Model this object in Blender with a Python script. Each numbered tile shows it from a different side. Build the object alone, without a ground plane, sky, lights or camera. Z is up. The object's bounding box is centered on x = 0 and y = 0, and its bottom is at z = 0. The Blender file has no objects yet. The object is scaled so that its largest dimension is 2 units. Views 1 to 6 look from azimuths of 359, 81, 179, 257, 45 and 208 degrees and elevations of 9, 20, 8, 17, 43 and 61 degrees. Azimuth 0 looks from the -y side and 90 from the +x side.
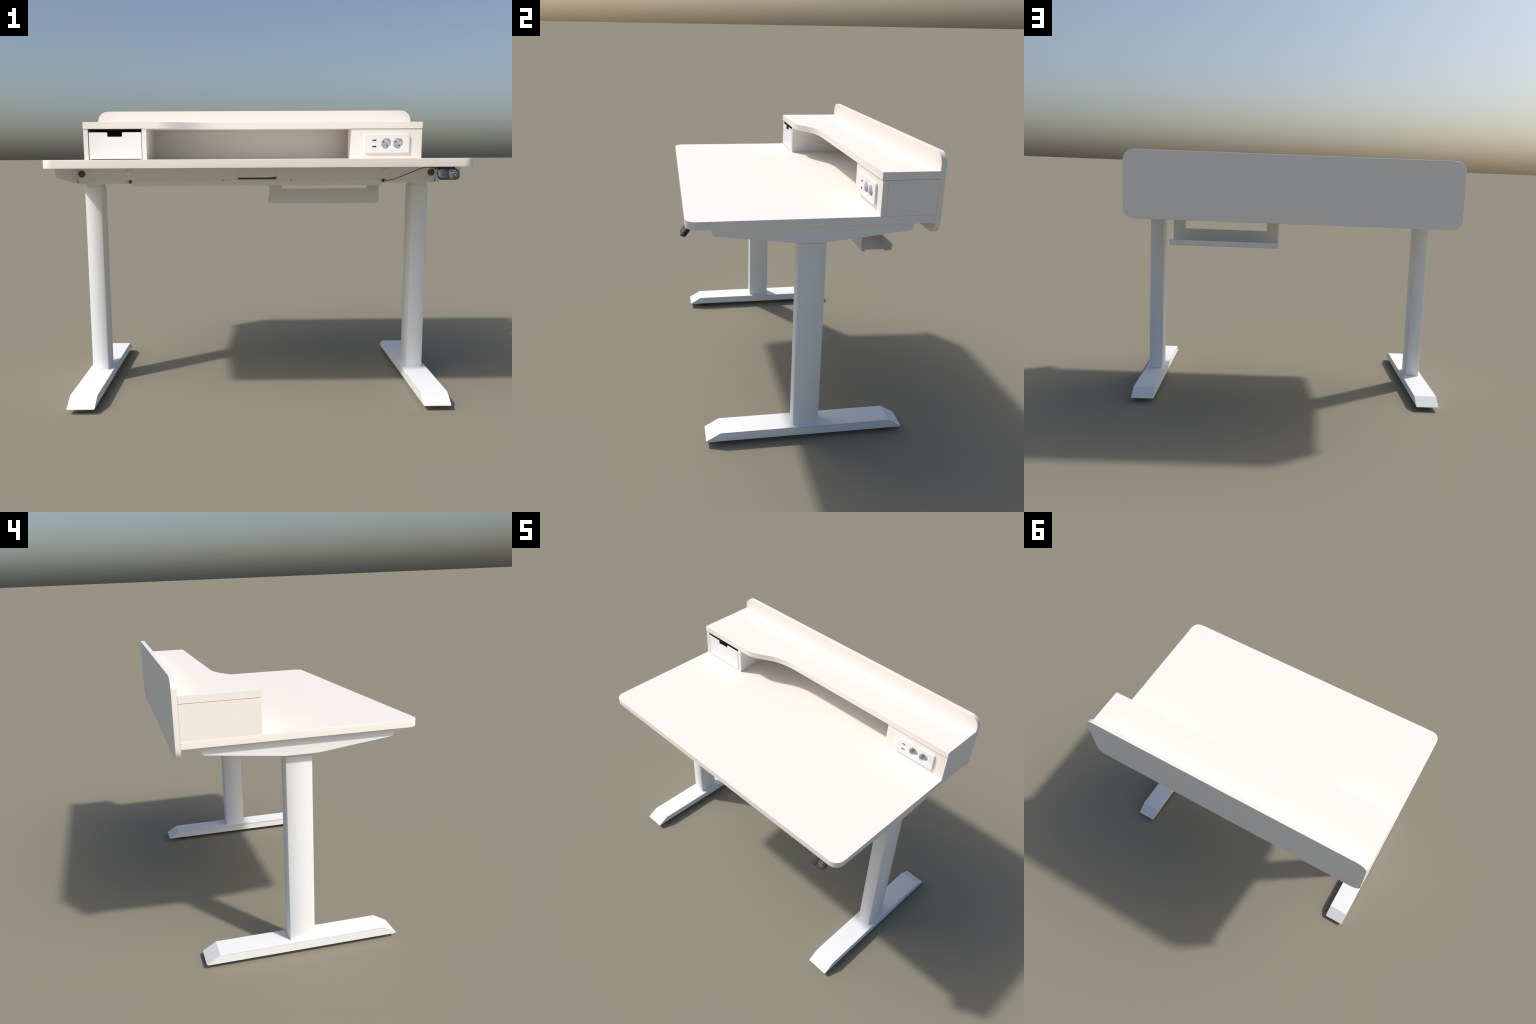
"""White sit-stand desk with a raised rear shelf, drawer, outlet strip, T-legs and keypad."""
import math
import bpy
import bmesh
from mathutils import Vector

# ------------------------------------------------------------------ materials
def material(name, colour, rough=0.5, vary=0.015, scale=40.0, coat=0.0, spec=0.5, metallic=0.0):
    m = bpy.data.materials.new(name)
    m.use_nodes = True
    nt = m.node_tree
    bsdf = nt.nodes["Principled BSDF"]
    tex = nt.nodes.new("ShaderNodeTexCoord")
    noise = nt.nodes.new("ShaderNodeTexNoise")
    noise.inputs["Scale"].default_value = scale
    noise.inputs["Detail"].default_value = 4.0
    nt.links.new(tex.outputs["Object"], noise.inputs["Vector"])
    ramp = nt.nodes.new("ShaderNodeValToRGB")
    ramp.color_ramp.elements[0].position = 0.3
    ramp.color_ramp.elements[1].position = 0.7
    lo = [c * (1.0 - vary) for c in colour]
    hi = [min(1.0, c * (1.0 + vary)) for c in colour]
    ramp.color_ramp.elements[0].color = (*lo, 1)
    ramp.color_ramp.elements[1].color = (*hi, 1)
    nt.links.new(noise.outputs["Fac"], ramp.inputs["Fac"])
    nt.links.new(ramp.outputs["Color"], bsdf.inputs["Base Color"])
    rr = nt.nodes.new("ShaderNodeMapRange")
    rr.inputs["To Min"].default_value = rough - 0.04
    rr.inputs["To Max"].default_value = rough + 0.04
    nt.links.new(noise.outputs["Fac"], rr.inputs["Value"])
    nt.links.new(rr.outputs["Result"], bsdf.inputs["Roughness"])
    bsdf.inputs["Coat Weight"].default_value = coat
    bsdf.inputs["Specular IOR Level"].default_value = spec
    bsdf.inputs["Metallic"].default_value = metallic
    return m

LAMINATE = material("cream_laminate", (0.880, 0.832, 0.770), 0.60, 0.006)
STEEL = material("white_powder_coat", (0.856, 0.864, 0.866), 0.72, 0.006, 120.0, spec=0.35)
STEEL_DIM = material("white_powder_coat_dim", (0.812, 0.822, 0.832), 0.72, 0.006, 120.0, spec=0.35)  # same powder coat darkened: dimmer shading of the foot tops put into colour
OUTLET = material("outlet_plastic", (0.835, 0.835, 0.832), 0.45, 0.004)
PLASTIC = material("white_plastic", (0.872, 0.872, 0.868), 0.48, 0.004)
SOCKET = material("socket_plastic", (0.87, 0.87, 0.875), 0.4, 0.004)
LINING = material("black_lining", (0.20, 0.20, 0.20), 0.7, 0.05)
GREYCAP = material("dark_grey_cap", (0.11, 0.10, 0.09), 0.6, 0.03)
BLACK = material("black_plastic", (0.022, 0.022, 0.023), 0.5, 0.03)
BUTTON = material("charcoal_plastic", (0.046, 0.046, 0.051), 0.45, 0.03)
DRAWER_INSIDE = material("drawer_inside", (0.72, 0.72, 0.73), 0.6, 0.03)
MARK = material("white_print", (0.46, 0.45, 0.44), 0.6, 0.01)
RUBBER = material("black_rubber", (0.02, 0.02, 0.02), 0.7, 0.05)
CONTACT = material("grey_contact", (0.42, 0.42, 0.42), 0.4, 0.02)
SCREW = material("screw_metal", (0.38, 0.37, 0.35), 0.4, 0.02, metallic=0.6)

# -------------------------------------------------------------------- helpers
COL = bpy.context.scene.collection

def new_object(name, bm, mat, parent, kind=None):
    me = bpy.data.meshes.new(name)
    bmesh.ops.recalc_face_normals(bm, faces=bm.faces)
    bm.to_mesh(me)
    bm.free()
    me.materials.append(mat)
    ob = bpy.data.objects.new(name, me)
    COL.objects.link(ob)
    ob.parent = parent
    if kind:
        ob["kind"] = kind
    return ob

def soften(ob, width, segments=2, angle=30.0):
    """Rounded edges with flat faces kept flat."""
    for p in ob.data.polygons:
        p.use_smooth = True
    ob.data.set_sharp_from_angle(angle=math.radians(50))
    if width > 0:
        b = ob.modifiers.new("bevel", "BEVEL")
        b.width = width
        b.segments = segments
        b.limit_method = "ANGLE"
        b.angle_limit = math.radians(angle)
        b.harden_normals = True
    return ob

def arc(cx, cy, r, a0, a1, n):
    return [(cx + r * math.cos(math.radians(a0 + (a1 - a0) * i / n)),
             cy + r * math.sin(math.radians(a0 + (a1 - a0) * i / n))) for i in range(n + 1)]

def rounded(u0, u1, v0, v1, r, n=6):
    """Counter-clockwise rounded rectangle; r may give one radius per corner (bl, br, tr, tl)."""
    bl, br, tr, tl = (r,) * 4 if not isinstance(r, tuple) else r
    pts = []
    for cx, cy, rad, a in ((u0 + bl, v0 + bl, bl, 180), (u1 - br, v0 + br, br, 270),
                           (u1 - tr, v1 - tr, tr, 0), (u0 + tl, v1 - tl, tl, 90)):
        pts += arc(cx, cy, rad, a, a + 90, n) if rad > 1e-6 else [(cx, cy)]
    return pts

AXES = {"x": lambda u, v, w: (w, u, v), "y": lambda u, v, w: (u, w, v), "z": lambda u, v, w: (u, v, w)}

def prism(outline, holes, axis, w0, w1):
    """Flat outline (with holes) given a depth along one axis."""
    to3 = AXES[axis]
    bm = bmesh.new()
    for loop in [outline] + list(holes):
        vs = [bm.verts.new(to3(u, v, w0)) for u, v in loop]
        for a, b in zip(vs, vs[1:] + vs[:1]):
            bm.edges.new((a, b))
    if holes:
        bmesh.ops.triangle_fill(bm, use_beauty=True, use_dissolve=False, edges=bm.edges[:])
    else:
        bm.faces.new(bm.verts[:])
    ext = bmesh.ops.extrude_face_region(bm, geom=bm.faces[:])
    d = Vector(to3(0, 0, w1)) - Vector(to3(0, 0, w0))
    bmesh.ops.translate(bm, vec=d, verts=[g for g in ext["geom"] if isinstance(g, bmesh.types.BMVert)])
    return bm

def box(x0, x1, y0, y1, z0, z1):
    return prism([(x0, y0), (x1, y0), (x1, y1), (x0, y1)], [], "z", z0, z1)

def join_boxes(boxes):
    bm = bmesh.new()
    for b in boxes:
        me = bpy.data.meshes.new("part")
        part = box(*b)
        part.to_mesh(me)
        part.free()
        bm.from_mesh(me)
        bpy.data.meshes.remove(me)
    return bm

def part_box(name, dims, mat, parent, bevel=0.001, segments=2):
    return soften(new_object(name, box(*dims), mat, parent), bevel, segments)

def part_prism(name, outline, axis, w0, w1, mat, parent, bevel=0.001, holes=(), segments=2):
    return soften(new_object(name, prism(outline, holes, axis, w0, w1), mat, parent), bevel, segments)

def panel(name, outline, axis, w0, w1, mat, parent, edge=0.0015, lift=0.0):
    """Board with a narrow eased edge. Its rim is shaded smoothly round gentle corners,
    its two faces stay perfectly flat."""
    to3 = AXES[axis]
    n = len(outline)
    pts = [Vector(p) for p in outline]
    if sum(a.x * b.y - b.x * a.y for a, b in zip(pts, pts[1:] + pts[:1])) < 0:
        pts.reverse()
    enorm = []
    for i in range(n):
        d = (pts[(i + 1) % n] - pts[i]).normalized()
        enorm.append(Vector((d.y, -d.x)))
    into, start, end = [], [], []
    for i in range(n):
        a, b = enorm[i - 1], enorm[i]
        mid = (a + b).normalized()
        into.append(pts[i] - mid * (edge / max(mid.dot(b), 0.3)))
        gentle = a.dot(b) > math.cos(math.radians(40))
        start.append(mid if gentle else b)     # rim normal at the start of edge i
        end.append(mid if gentle else a)       # rim normal at the end of edge i-1
    levels = [(into, w0), (pts, w0 + edge), (pts, w1 - edge), (into, w1)]
    verts = [to3(p.x, p.y, w) for ring, w in levels for p in ring]
    faces, normals = [], []
    low, high = Vector(to3(0, 0, -1)), Vector(to3(0, 0, 1))
    flip = axis == "y"
    def add(idx, nrm):
        if flip:
            idx, nrm = idx[::-1], nrm[::-1]
        faces.append(idx)
        normals.extend(nrm)
    add([i for i in range(n)][::-1], [low] * n)
    add([3 * n + i for i in range(n)], [high] * n)
    for k in range(3):
        for i in range(n):
            j = (i + 1) % n
            s0, s1 = Vector(to3(*start[i], 0)), Vector(to3(*end[j], 0))
            lo0, lo1 = (low, low) if k == 0 else (s0, s1)
            hi0, hi1 = (high, high) if k == 2 else ((s0 + high * lift).normalized(), (s1 + high * lift).normalized())
            if k == 2:
                lo0, lo1 = (s0 + high * lift).normalized(), (s1 + high * lift).normalized()
            add([k * n + i, k * n + j, (k + 1) * n + j, (k + 1) * n + i], [lo0, lo1, hi1, hi0])
    me = bpy.data.meshes.new(name)
    me.from_pydata(verts, [], faces)
    me.polygons.foreach_set("use_smooth", [True] * len(faces))
    me.update()
    me.normals_split_custom_set([tuple(v) for v in normals])
    me.materials.append(mat)
    ob = bpy.data.objects.new(name, me)
    COL.objects.link(ob)
    ob.parent = parent
    return ob

def circle(cx, cy, r, n=40):
    return [(cx + r * math.cos(2 * math.pi * i / n), cy + r * math.sin(2 * math.pi * i / n)) for i in range(n)]

def mirror_x(ob, name):
    """The same mesh data for the other side of the desk."""
    c = ob.copy()
    c.name = name
    COL.objects.link(c)
    c.scale = (-1, 1, 1)
    return c

# ----------------------------------------------------------------------- thing
desk = bpy.data.objects.new("standing_desk", None)
COL.objects.link(desk)
desk["label"] = "white height-adjustable desk with raised rear shelf, drawer and outlets"
desk["category"] = "standing desk"

# key levels and planes (metres)
TOP, UNDER = 1.2525, 1.2129          # desktop
SHELF, SHELF_LOW = 1.4678, 1.4290    # raised shelf board
BACK, REAR = 0.6018, 0.6292          # joint with, and rear of, the back panel
FRONT = -0.6065

# ------------------------------------------------------------------- worktop
panel("desktop", rounded(-1.0, 1.0, FRONT, BACK, (0.056, 0.056, 0, 0), 4), "z", UNDER, TOP, LAMINATE, desk, 0.0013, 0.10)

panel("back_panel", rounded(-0.9990, 0.9990, 1.1518, 1.5545, 0.064, 10), "y", BACK + 0.0002, REAR, LAMINATE, desk, 0.0012)

# raised shelf: deep over the drawer, sweeping back in an S to the shallow part
def hermite(p, q, mp, mq, n):
    out = []
    h = q[0] - p[0]
    for i in range(n):
        t = i / n
        y = ((2 * t**3 - 3 * t**2 + 1) * p[1] + (t**3 - 2 * t**2 + t) * h * mp
             + (-2 * t**3 + 3 * t**2) * q[1] + (t**3 - t**2) * h * mq)
        out.append((p[0] + h * t, y))
    return out

sweep = (hermite((-0.575, 0.2050), (-0.440, 0.2515), 0.0, 0.56, 10)
         + hermite((-0.440, 0.2515), (-0.350, 0.2940), 0.56, 0.33, 7)
         + hermite((-0.350, 0.2940), (-0.190, 0.3140), 0.33, 0.0, 10))
shelf_outline = [(-1.0, 0.2050)] + sweep + [(-0.19, 0.3140), (1.0, 0.3170), (1.0, BACK), (-1.0, BACK)]
panel("shelf", shelf_outline, "z", SHELF_LOW, SHELF, LAMINATE, desk, 0.0012)

BOX0, BOX1 = TOP + 0.0002, SHELF_LOW - 0.0014
part_box("side_panel", (-0.9992, -0.9730, 0.2095, BACK - 0.0002, BOX0, BOX1), LAMINATE, desk, 0.0003)
part_box("side_panel", (0.9725, 0.9992, 0.3474, BACK - 0.0002, BOX0, BOX1), LAMINATE, desk, 0.0003)
part_box("divider_panel", (-0.6620, -0.6360, 0.2095, BACK - 0.0002, BOX0, SHELF_LOW - 0.0003), LAMINATE, desk, 0.0006)
part_box("divider_panel", (0.5742, 0.6000, 0.3474, 0.4550, BOX0, SHELF_LOW - 0.0003), LAMINATE, desk, 0.0005)

# --------------------------------------------------------------- outlet strip
PX0, PX1, PZ0, PZ1 = 0.6515, 0.9250, 1.2843, 1.3960
PLATE_Y = 0.3105
FACE_Y = 0.3210
SOCKETS = [(0.7840, 1.3408), (0.8568, 1.3408)]
USB = [(0.7110, 1.3583), (0.7110, 1.3222)]
SR = 0.0318
part_prism("front_panel", [(0.5740, BOX0), (0.9992, BOX0), (0.9992, BOX1), (0.5740, BOX1)], "y", FACE_Y, 0.3470,
           LAMINATE, desk, 0.0005,
           holes=[circle(x, z, SR + 0.0025, 40) for x, z in SOCKETS]
           + [rounded(x - 0.014, x + 0.014, z - 0.007, z + 0.007, 0, 1) for x, z in USB])
strip = part_prism("outlet_strip", rounded(PX0, PX1, PZ0, PZ1, 0.012, 6), "y", PLATE_Y, FACE_Y - 0.0002,
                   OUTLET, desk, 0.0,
                   holes=[circle(x, z, SR, 48) for x, z in SOCKETS]
                   + [rounded(x - 0.0122, x + 0.0122, z - 0.0053, z + 0.0053, 0.0012, 2) for x, z in USB])
# rounded rim: bevel only the outer front edge
bm = bmesh.new()
bm.from_mesh(strip.data)
rim = [e for e in bm.edges if all(abs(v.co.y - PLATE_Y) < 1e-5 for v in e.verts)
       and len(e.link_faces) == 2 and any(abs(f.normal.y) < 0.5 for f in e.link_faces)
       and (min(abs(v.co.x - PX0) for v in e.verts) < 0.0125 or min(abs(v.co.x - PX1) for v in e.verts) < 0.0125
            or min(abs(v.co.z - PZ0) for v in e.verts) < 0.0125 or min(abs(v.co.z - PZ1) for v in e.verts) < 0.0125)]
bmesh.ops.bevel(bm, geom=rim, offset=0.0042, segments=4, profile=0.5, affect="EDGES")
bm.to_mesh(strip.data)
bm.free()
soften(strip, 0)
w = strip.modifiers.new("weighted", "WEIGHTED_NORMAL")
w.keep_sharp = True
w.weight = 100

def cup(cx, cz):
    """Round recess: thin wall and floor, open to the front."""
    bm = bmesh.new()
    n = 48
    rings = []
    for r, y in ((SR + 0.0002, PLATE_Y + 0.0008), (SR - 0.0008, FACE_Y + 0.0280), (0.0001, FACE_Y + 0.0280)):
        rings.append([bm.verts.new((cx + r * math.cos(2 * math.pi * i / n), y, cz + r * math.sin(2 * math.pi * i / n)))
                      for i in range(n)])
    for a, b in zip(rings, rings[1:]):
        for i in range(n):
            bm.faces.new((a[i], a[(i + 1) % n], b[(i + 1) % n], b[i]))
    return bm

def turned_box(cx, cz, ux, uz, length, width, y0, y1):
    """Small block lying on the floor of a recess, long side along (ux, uz)."""
    vx, vz = -uz, ux
    pts = [(cx + s * ux * length / 2 + t * vx * width / 2, cz + s * uz * length / 2 + t * vz * width / 2)
           for s, t in ((-1, -1), (1, -1), (1, 1), (-1, 1))]
    return prism(pts, [], "y", y0, y1)

Q = math.sqrt(0.5)
FLOOR = FACE_Y + 0.0280
for cx, cz in SOCKETS:
    s = new_object("socket", cup(cx, cz), SOCKET, strip)
    soften(s, 0)
    s.modifiers.new("thick", "SOLIDIFY").thickness = 0.0012
    s.modifiers["thick"].offset = 0.0
    for sgn in (-1, 1):
        soften(new_object("dark_pin_disc", prism(circle(cx + 0.0010 + sgn * 0.0113, cz - sgn * 0.0112, 0.0046, 20), [], "y",  # dark disc on the recess floor, standing in for a pin hole
                                            FLOOR - 0.0016, FLOOR - 0.0004), GREYCAP, strip), 0)
        soften(new_object("earth_clip", turned_box(cx + sgn * 0.0195, cz + sgn * 0.0195, Q, Q, 0.010, 0.0060,
                                                   PLATE_Y + 0.007, FLOOR - 0.0002), CONTACT, strip), 0.0006)
        soften(new_object("guide_rib", turned_box(cx + sgn * 0.0205, cz - sgn * 0.0205, Q, -Q, 0.0060, 0.0100,
                                                  PLATE_Y + 0.003, FLOOR - 0.0002), SOCKET, strip), 0.0006)
for cx, cz in USB:
    usb = new_object("usb_port", join_boxes([
        (cx - 0.0135, cx + 0.0135, PLATE_Y + 0.010, PLATE_Y + 0.012, cz - 0.0065, cz + 0.0065),
        (cx - 0.0135, cx - 0.0118, PLATE_Y + 0.0006, PLATE_Y + 0.0099, cz - 0.0058, cz + 0.0058),
        (cx + 0.0118, cx + 0.0135, PLATE_Y + 0.0006, PLATE_Y + 0.0099, cz - 0.0058, cz + 0.0058),
        (cx - 0.0117, cx + 0.0117, PLATE_Y + 0.0006, PLATE_Y + 0.0099, cz - 0.0062, cz - 0.0050),
        (cx - 0.0117, cx + 0.0117, PLATE_Y + 0.0006, PLATE_Y + 0.0099, cz + 0.0050, cz + 0.0062)]), BLACK, strip)
    soften(usb, 0)
    part_box("usb_tongue", (cx - 0.0095, cx + 0.0095, PLATE_Y + 0.0012, PLATE_Y + 0.0099, cz - 0.0046, cz - 0.0008),
             CONTACT, strip, 0.0003)

# --------------------------------------------------------------------- drawer
DX0, DX1, DZ0, DZ1, DY = -0.9678, -0.6645, 1.2570, 1.4088, 0.2078
notch = (arc(-0.8665, DZ1 - 0.006, 0.006, 90, 0, 4) + arc(-0.8545, 1.3832 + 0.006, 0.006, 180, 270, 4)
         + arc(-0.7815, 1.3832 + 0.006, 0.006, 270, 360, 4) + arc(-0.7695, DZ1 - 0.006, 0.006, 180, 90, 4))
face = [(DX0, DZ0), (DX0, DZ1)] + notch + [(DX1, DZ1), (DX1, DZ0)]
drawer = part_prism("drawer", face, "y", DY, DY + 0.0032, PLASTIC, desk, 0.0014, segments=2)
soften(new_object("drawer_box", join_boxes([
    (DX0 + 0.001, DX0 + 0.009, DY + 0.0034, 0.560, DZ0 + 0.001, 1.4020),
    (DX1 - 0.009, DX1 - 0.001, DY + 0.0034, 0.560, DZ0 + 0.001, 1.4020),
    (DX0 + 0.0092, DX1 - 0.0092, 0.550, 0.560, DZ0 + 0.001, 1.4020),
    (DX0 + 0.0092, DX1 - 0.0092, DY + 0.0100, 0.5498, DZ0 + 0.001, DZ0 + 0.008),
    (DX0 + 0.0092, DX1 - 0.0092, DY + 0.0034, DY + 0.0098, DZ0 + 0.001, 1.3825)]), DRAWER_INSIDE, drawer), 0.0005)
for x in (DX0 + 0.006, DX1 - 0.006):
    part_box("drawer_runner", (x - 0.004, x + 0.004, DY + 0.002, 0.50, TOP + 0.0004, DZ0 + 0.0002), PLASTIC, drawer, 0.0004)
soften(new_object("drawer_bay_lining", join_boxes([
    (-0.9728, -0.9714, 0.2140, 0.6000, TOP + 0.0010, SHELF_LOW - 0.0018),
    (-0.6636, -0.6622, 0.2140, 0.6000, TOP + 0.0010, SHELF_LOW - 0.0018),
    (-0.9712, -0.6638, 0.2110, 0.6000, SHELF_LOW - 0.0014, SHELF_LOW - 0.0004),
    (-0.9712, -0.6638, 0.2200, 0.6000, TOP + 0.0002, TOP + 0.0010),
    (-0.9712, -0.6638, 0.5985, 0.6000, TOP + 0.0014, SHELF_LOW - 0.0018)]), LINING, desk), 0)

# ----------------------------------------------------------------------- legs
YC = 0.0112                      # middle of the leg frame in depth
CX0, CX1 = 0.8491, 0.9358        # lifting column, right-hand side
CY0, CY1 = -0.0578, 0.0804
FX0, FX1 = 0.8217, 0.9610        # foot
FOOT_TOP = 0.0722

def tube(x0, x1, y0, y1, z0, z1, c):
    """Column with narrow chamfered corners, shaded smoothly all round like pressed tube."""
    bm = bmesh.new()
    ring = [(x0 + c, y0), (x1 - c, y0), (x1, y0 + c), (x1, y1 - c), (x1 - c, y1), (x0 + c, y1), (x0, y1 - c), (x0, y0 + c)]
    lo = [bm.verts.new((x, y, z0)) for x, y in ring]
    hi = [bm.verts.new((x, y, z1)) for x, y in ring]
    for i in range(8):
        j = (i + 1) % 8
        bm.faces.new((lo[i], lo[j], hi[j], hi[i]))
    bm.faces.new(hi)
    bm.faces.new(lo[::-1])
    return bm

def smooth_tube(name, *a, parent):
    ob = new_object(name, tube(*a), STEEL, parent)
    for p in ob.data.polygons:
        p.use_smooth = abs(p.normal.z) < 0.5
    ob.data.set_sharp_from_angle(angle=math.radians(60))
    return ob

def slope_profile(y0, yc0, yc1, y1, zb, zt):
    return [(y0, zb), (yc0, zt), (yc1, zt), (y1, zb)]

COVER = 0.0048
outer = slope_profile(-0.5285, -0.4510, 0.4735, 0.5488, 0.0275, FOOT_TOP)
# the bent cover sheet: outer line, then the same line one sheet thickness further in
sl = math.hypot(0.0775, FOOT_TOP - 0.0275)
off = (COVER * 0.0775 / sl, COVER * (FOOT_TOP - 0.0275) / sl)
inner = [(0.5488 - off[1], 0.0275 - off[0]), (0.4735 - 0.0012, FOOT_TOP - COVER),
         (-0.4510 + 0.0012, FOOT_TOP - COVER), (-0.5285 + off[1], 0.0275 - off[0])]

def build_leg():
    leg = smooth_tube("leg", CX0, CX1, CY0, CY1, FOOT_TOP - 0.001, 1.1050, 0.0018, parent=desk)
    parts = [smooth_tube("inner_tube", CX0 + 0.0035, CX1 - 0.0035, CY0 + 0.0035, CY1 - 0.0035, 1.1045, 1.1260, 0.003, parent=leg)]
    foot = part_prism("foot", outer + inner, "x", FX0, FX1, STEEL_DIM, leg, 0.0)
    fb = bmesh.new()
    fb.from_mesh(foot.data)
    ends = [e for e in fb.edges if abs(e.verts[0].co.x - e.verts[1].co.x) < 1e-6
            and all(v.co.z < 0.034 for v in e.verts) and abs(e.verts[0].co.z - e.verts[1].co.z) > 1e-4]
    bmesh.ops.bevel(fb, geom=ends, offset=0.0060, segments=4, profile=0.5, affect="EDGES")
    fb.to_mesh(foot.data)
    fb.free()
    soften(foot, 0.0008)
    parts.append(foot)
    core = [(-0.5105, 0.0225), (-0.5135, 0.0305), (-0.4498, FOOT_TOP - COVER - 0.0010), (0.4718, FOOT_TOP - COVER - 0.0010),
            (0.5340, 0.0305), (0.5345, 0.0225)]
    core[1] = (inner[3][0] + 0.0014, inner[3][1])
    core[4] = (inner[0][0] - 0.0014, inner[0][1])
    parts.append(part_prism("foot_core", core, "x", FX0 + 0.0034, FX1 - 0.0002, STEEL, leg, 0.0005))
    for y in (-0.4130, 0.4350):
        parts.append(part_prism("glide", circle((FX0 + FX1) / 2, y, 0.0395, 32), "z", 0.0, 0.0222, RUBBER, leg, 0.0012))
    return leg, parts

leg, leg_parts = build_leg()
leg2 = mirror_x(leg, "leg.001")
for p in leg_parts:
    c = p.copy()
    COL.objects.link(c)
    c.parent = leg2

# ----------------------------------------------------------------- underframe
bracket_profile = [(-0.4850, UNDER - 0.0003), (-0.4850, 1.1850), (-0.4740, 1.1700), (-0.0800, 1.1235), (0.0900, 1.1235),
                   (0.4920, 1.1680), (0.5060, 1.1800), (0.5060, UNDER - 0.0003)]
bracket = part_prism("side_bracket", bracket_profile, "x", 0.9665, 0.9705, STEEL, desk, 0.0008)
mirror_x(bracket, "side_bracket.001")
BY0, BY1 = -0.0900, 0.1124
BEAM_LOW = 1.1432
HOLES = ((0.9420, GREYCAP, 0.0010), (0.6930, STEEL, 0.0075))
beam = part_box("crossbeam", (0.1045, 0.9664, BY0, BY1, BEAM_LOW, UNDER - 0.0004), STEEL, desk, 0.0003)
for x, m, proud in HOLES:
    part_prism("hole_cap", circle(x, 1.1775, 0.0192, 32), "y", BY0 - proud, BY0 + 0.002, m, beam, 0.0006 if proud < 0.002 else 0.0045)
beam2 = mirror_x(beam, "crossbeam.001")
for ch in list(beam.children):
    c = ch.copy()
    COL.objects.link(c)
    c.parent = beam2
part_box("beam_sleeve", (-0.1043, 0.1043, BY0 + 0.002, BY1 - 0.002, 1.1572, UNDER - 0.0005), STEEL, desk, 0.0008)
part_box("beam_dark_plate", (-0.1043, 0.1043, BY0 + 0.0004, BY1 - 0.0004, BEAM_LOW + 0.0002, 1.1482), LINING, desk, 0.0)  # solid dark plate added in place of the unlit beam interior
part_box("beam_dark_plate", (0.0995, 0.1042, BY0 + 0.0004, BY1 - 0.0004, 1.1484, 1.1570), LINING, desk, 0.0)  # dark end block added for the shaded hollow of the right beam
# motor housings at the tops of the legs, rounded towards the middle
housing = part_prism("motor_housing", rounded(0.6930, 0.9615, BY0 + 0.002, BY1 - 0.002, (0.040, 0, 0, 0.040), 8), "z",
                     1.1225, BEAM_LOW - 0.0002, STEEL, desk, 0.0004)
mirror_x(housing, "motor_housing.001")
gap_filler = part_box("dark_gap_filler", (0.6750, 0.7200, BY0 + 0.030, BY1 - 0.030, 1.1245, BEAM_LOW - 0.0004), GREYCAP, desk, 0.0)  # dark filler block added to darken the gap at the housing end
mirror_x(gap_filler, "dark_gap_filler.001")
pan = part_box("beam_cover", (-0.6745, 0.6745, BY0 - 0.001, BY1 + 0.001, 1.1105, BEAM_LOW - 0.0002), STEEL, desk, 0.0004)
for x in (-0.1840, 0.1840):
    part_prism("screw", arc(x, 1.1405, 0.0052, 180, 360, 12), "y", BY0 - 0.0030, BY0 - 0.0006, SCREW, pan, 0.0004)

# ------------------------------------------------------------------ cable tray
TX0, TX1, TY, SHEET = 0.0805, 0.7455, 0.3170, 0.0030
tray = part_prism("cable_tray", [(TX0, 1.0005), (TX1, 1.0005), (TX1, UNDER - 0.0004), (TX0, UNDER - 0.0004)],
                  "y", TY, TY + SHEET, STEEL, desk, 0.0004,
                  holes=[rounded(TX0 + 0.0745, TX1 - 0.0745, 1.0735, 1.1650, 0.009, 4)])
part_box("tray_flange", (TX0, TX1, TY + SHEET + 0.0003, TY + 0.045, UNDER - 0.0036, UNDER - 0.0006), STEEL, tray, 0.0004)

def bent_strip(line, thick):
    """Sheet following a 2D line (y, z) with constant thickness, as a closed outline."""
    left, right = [], []
    for i, p in enumerate(line):
        a = Vector(line[max(i - 1, 0)])
        b = Vector(line[min(i + 1, len(line) - 1)])
        d = (b - a).normalized()
        nrm = Vector((-d.y, d.x)) * (thick / 2)
        left.append(tuple(Vector(p) + nrm))
        right.append(tuple(Vector(p) - nrm))
    return left + right[::-1]

h = SHEET / 2
front_bend = [(TY + h, 1.0003)] + arc(TY + h + 0.0125, 0.9985, 0.0125, 180, 270, 6) + [(0.3420, 0.9860)]
rear_bend = ([(0.4500, 0.9860), (0.4740, 0.9860)] + arc(0.4780, 0.9985, 0.0125, 270, 360, 6) + [(0.4905, 1.0196)])
part_prism("tray_bend", bent_strip(front_bend, SHEET), "x", TX0, TX1, STEEL, tray, 0.0)
part_box("tray_floor", (TX0 + 0.022, TX1 - 0.022, 0.3421, 0.4499, 0.9845, 0.9875), STEEL, tray, 0.0)
part_prism("tray_lip", bent_strip(rear_bend, SHEET), "x", TX0, TX1, STEEL, tray, 0.0)

# -------------------------------------------------------------------- keypad
KC = Vector((0.8742, -0.6078, 1.1802))           # middle of the front face
TILT = math.radians(36.0)
KU = Vector((0, math.sin(TILT), math.cos(TILT)))  # up along the face
KN = Vector((0, -math.cos(TILT), math.sin(TILT)))  # out of the face
KX = Vector((1, 0, 0))
KW, KH, KR = 0.0500, 0.0290, 0.0205               # half width, half height, corner radius

def pad_point(u, v, w):
    return KC + KX * u + KU * v + KN * w

def pad_crown(u, v):
    """Each half of the pad bulges gently on its own."""
    c = abs(u) - KW / 2
    return 0.0058 * (1 - (c / (KW * 0.52)) ** 2) + 0.0030 * (1 - (v / (KH * 1.05)) ** 2)

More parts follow.
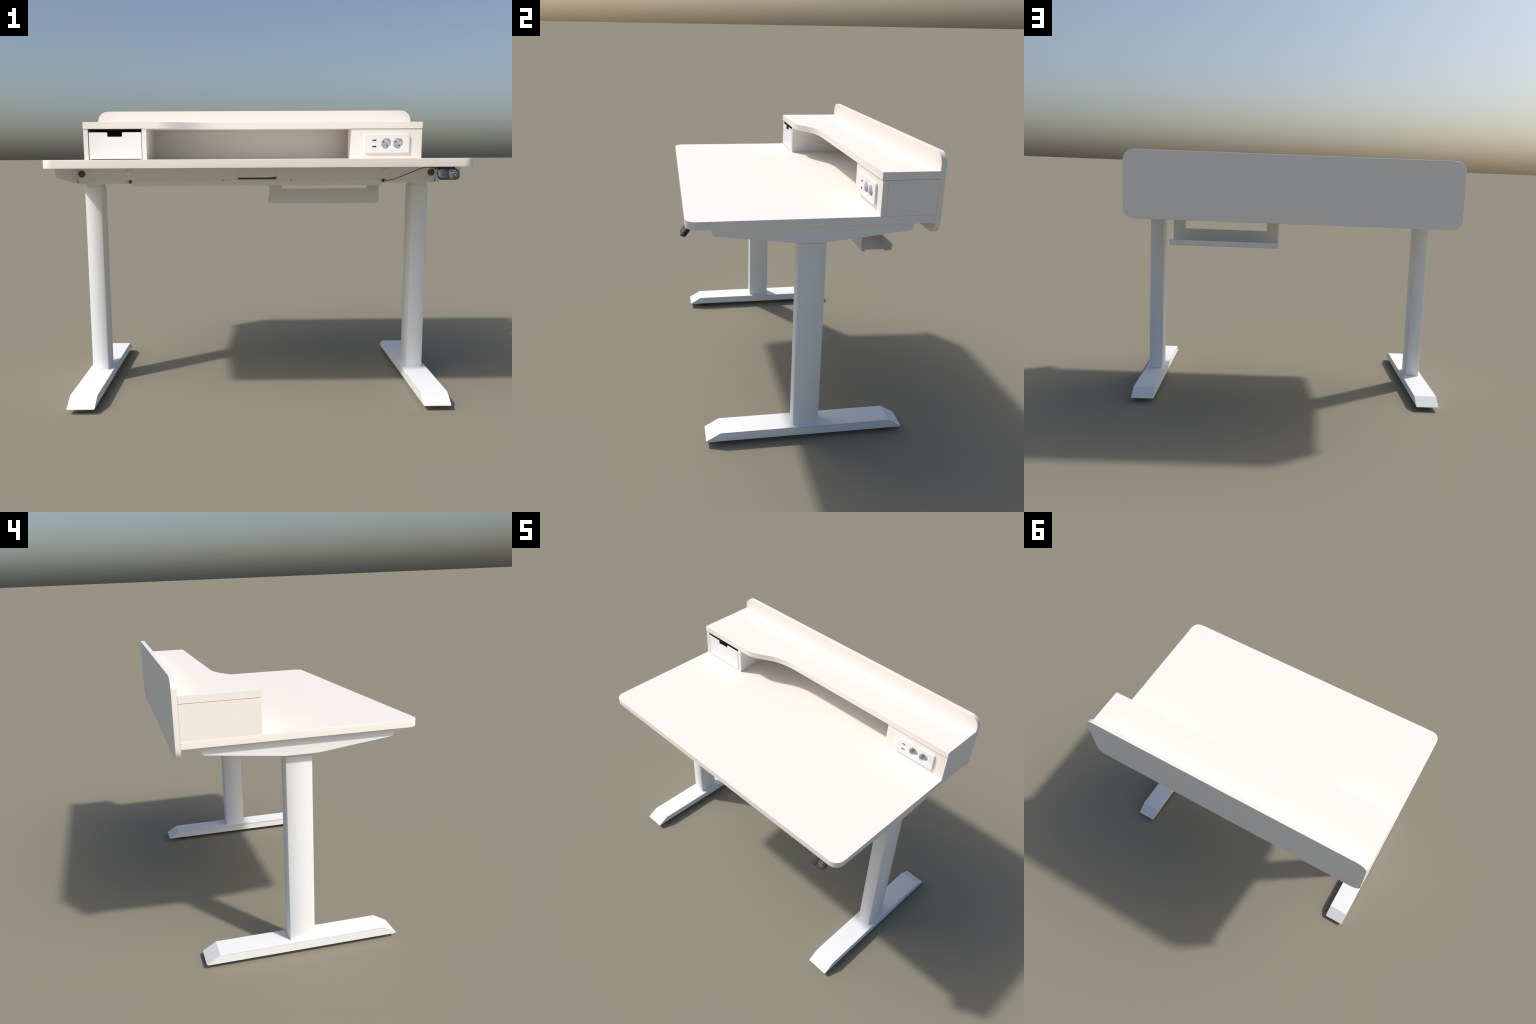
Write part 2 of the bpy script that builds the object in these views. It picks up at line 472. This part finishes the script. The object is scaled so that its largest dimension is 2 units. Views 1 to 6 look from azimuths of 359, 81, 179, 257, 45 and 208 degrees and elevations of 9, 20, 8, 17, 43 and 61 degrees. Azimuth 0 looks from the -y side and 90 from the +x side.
body_outline = rounded(-KW, KW, -KH, KH, KR, 8)
bm = prism(body_outline, [], "z", -1.0, 0.0)
for v in bm.verts:
    v.co = pad_point(v.co.x, v.co.y, 0.0) - v.co.z * Vector((0, 0.0165, -0.0042))
keypad = soften(new_object("keypad", bm, BLACK, desk), 0.0025, 3)

def pad_half(side):
    """Half of the rounded pad, gridded so that it can be crowned."""
    bm = bmesh.new()
    n, m, gap = 14, 14, 0.0009
    grid = []
    for i in range(n + 1):
        u = gap + (KW - 0.0008 - gap) * (1 - (1 - i / n) ** 1.6)
        edge = u - (KW - 0.0008 - KR)
        half = KH - 0.0008 - (KR - math.sqrt(max(KR * KR - edge * edge, 0.0)) if edge > 0 else 0.0)
        grid.append([bm.verts.new(pad_point(side * u, half * (2 * j / m - 1), pad_crown(u, half * (2 * j / m - 1))))
                     for j in range(m + 1)])
    for i in range(n):
        for j in range(m):
            bm.faces.new((grid[i][j], grid[i + 1][j], grid[i + 1][j + 1], grid[i][j + 1]))
    border = [e for e in bm.edges if len(e.link_faces) == 1]
    skirt = bmesh.ops.extrude_edge_only(bm, edges=border)
    bmesh.ops.translate(bm, vec=-KN * 0.0075, verts=[g for g in skirt["geom"] if isinstance(g, bmesh.types.BMVert)])
    return bm

buttons = [soften(new_object("button", pad_half(s), BUTTON, keypad), 0) for s in (-1, 1)]

def mark(points, width):
    """Printed stroke on the right-hand button: a thin raised band along the given points."""
    bm = bmesh.new()
    rows = []
    for i, p in enumerate(points):
        a = Vector(points[max(i - 1, 0)])
        b = Vector(points[min(i + 1, len(points) - 1)])
        d = (b - a).normalized()
        nrm = Vector((-d.y, d.x)) * width / 2
        row = []
        for q in (Vector(p) + nrm, Vector(p) - nrm):
            c = pad_crown(q.x, q.y)
            row.append((bm.verts.new(pad_point(q.x, q.y, c + 0.0005)), bm.verts.new(pad_point(q.x, q.y, c - 0.0005))))
        rows.append(row)
    for r, s in zip(rows, rows[1:]):
        (a, a2), (b, b2) = r
        (c, c2), (d, d2) = s
        for f in ((a, b, d, c), (a2, c2, d2, b2), (a, c, c2, a2), (b, b2, d2, d)):
            bm.faces.new(f)
    return bm

MX = 0.0262
new_object("divider_line", mark([(MX - 0.0142 + 0.0284 * i / 8, 0.0) for i in range(9)], 0.0015), MARK, keypad)
for s in (1, -1):
    new_object("arrow_mark", mark([(MX - 0.0042, s * 0.0088), (MX, s * 0.0135), (MX + 0.0042, s * 0.0088)], 0.0019),
               MARK, keypad)

part_box("keypad_mount", (0.8340, 0.9060, -0.5980, -0.5300, 1.1990, UNDER - 0.0003), BLACK, keypad, 0.0008)
part_box("cable_plug", (0.8160, 0.8335, -0.5900, -0.5600, 1.2000, UNDER - 0.0003), GREYCAP, keypad, 0.0012)

# cable from the plug under the top to the motor housing
cu = bpy.data.curves.new("cable", "CURVE")
cu.dimensions = "3D"
cu.bevel_depth = 0.0020
cu.bevel_resolution = 3
path = [(0.820, -0.565, 1.2080), (0.800, -0.555, 1.2105), (0.781, -0.500, 1.2058), (0.767, -0.440, 1.1943), (0.741, -0.360, 1.1741),
        (0.715, -0.270, 1.1526), (0.698, -0.200, 1.1406), (0.688, -0.140, 1.1364), (0.6820, -0.086, 1.1385), (0.676, -0.02, 1.1385)]
sp = cu.splines.new("BEZIER")
sp.bezier_points.add(len(path) - 1)
for bp, co in zip(sp.bezier_points, path):
    bp.co = co
    bp.handle_left_type = bp.handle_right_type = "AUTO"
cu.materials.append(BLACK)
tmp = bpy.data.objects.new("cable_curve", cu)
COL.objects.link(tmp)
me = bpy.data.meshes.new_from_object(tmp.evaluated_get(bpy.context.evaluated_depsgraph_get()))
bpy.data.objects.remove(tmp)
cable = bpy.data.objects.new("cable", me)
COL.objects.link(cable)
cable.parent = desk
for p in me.polygons:
    p.use_smooth = True
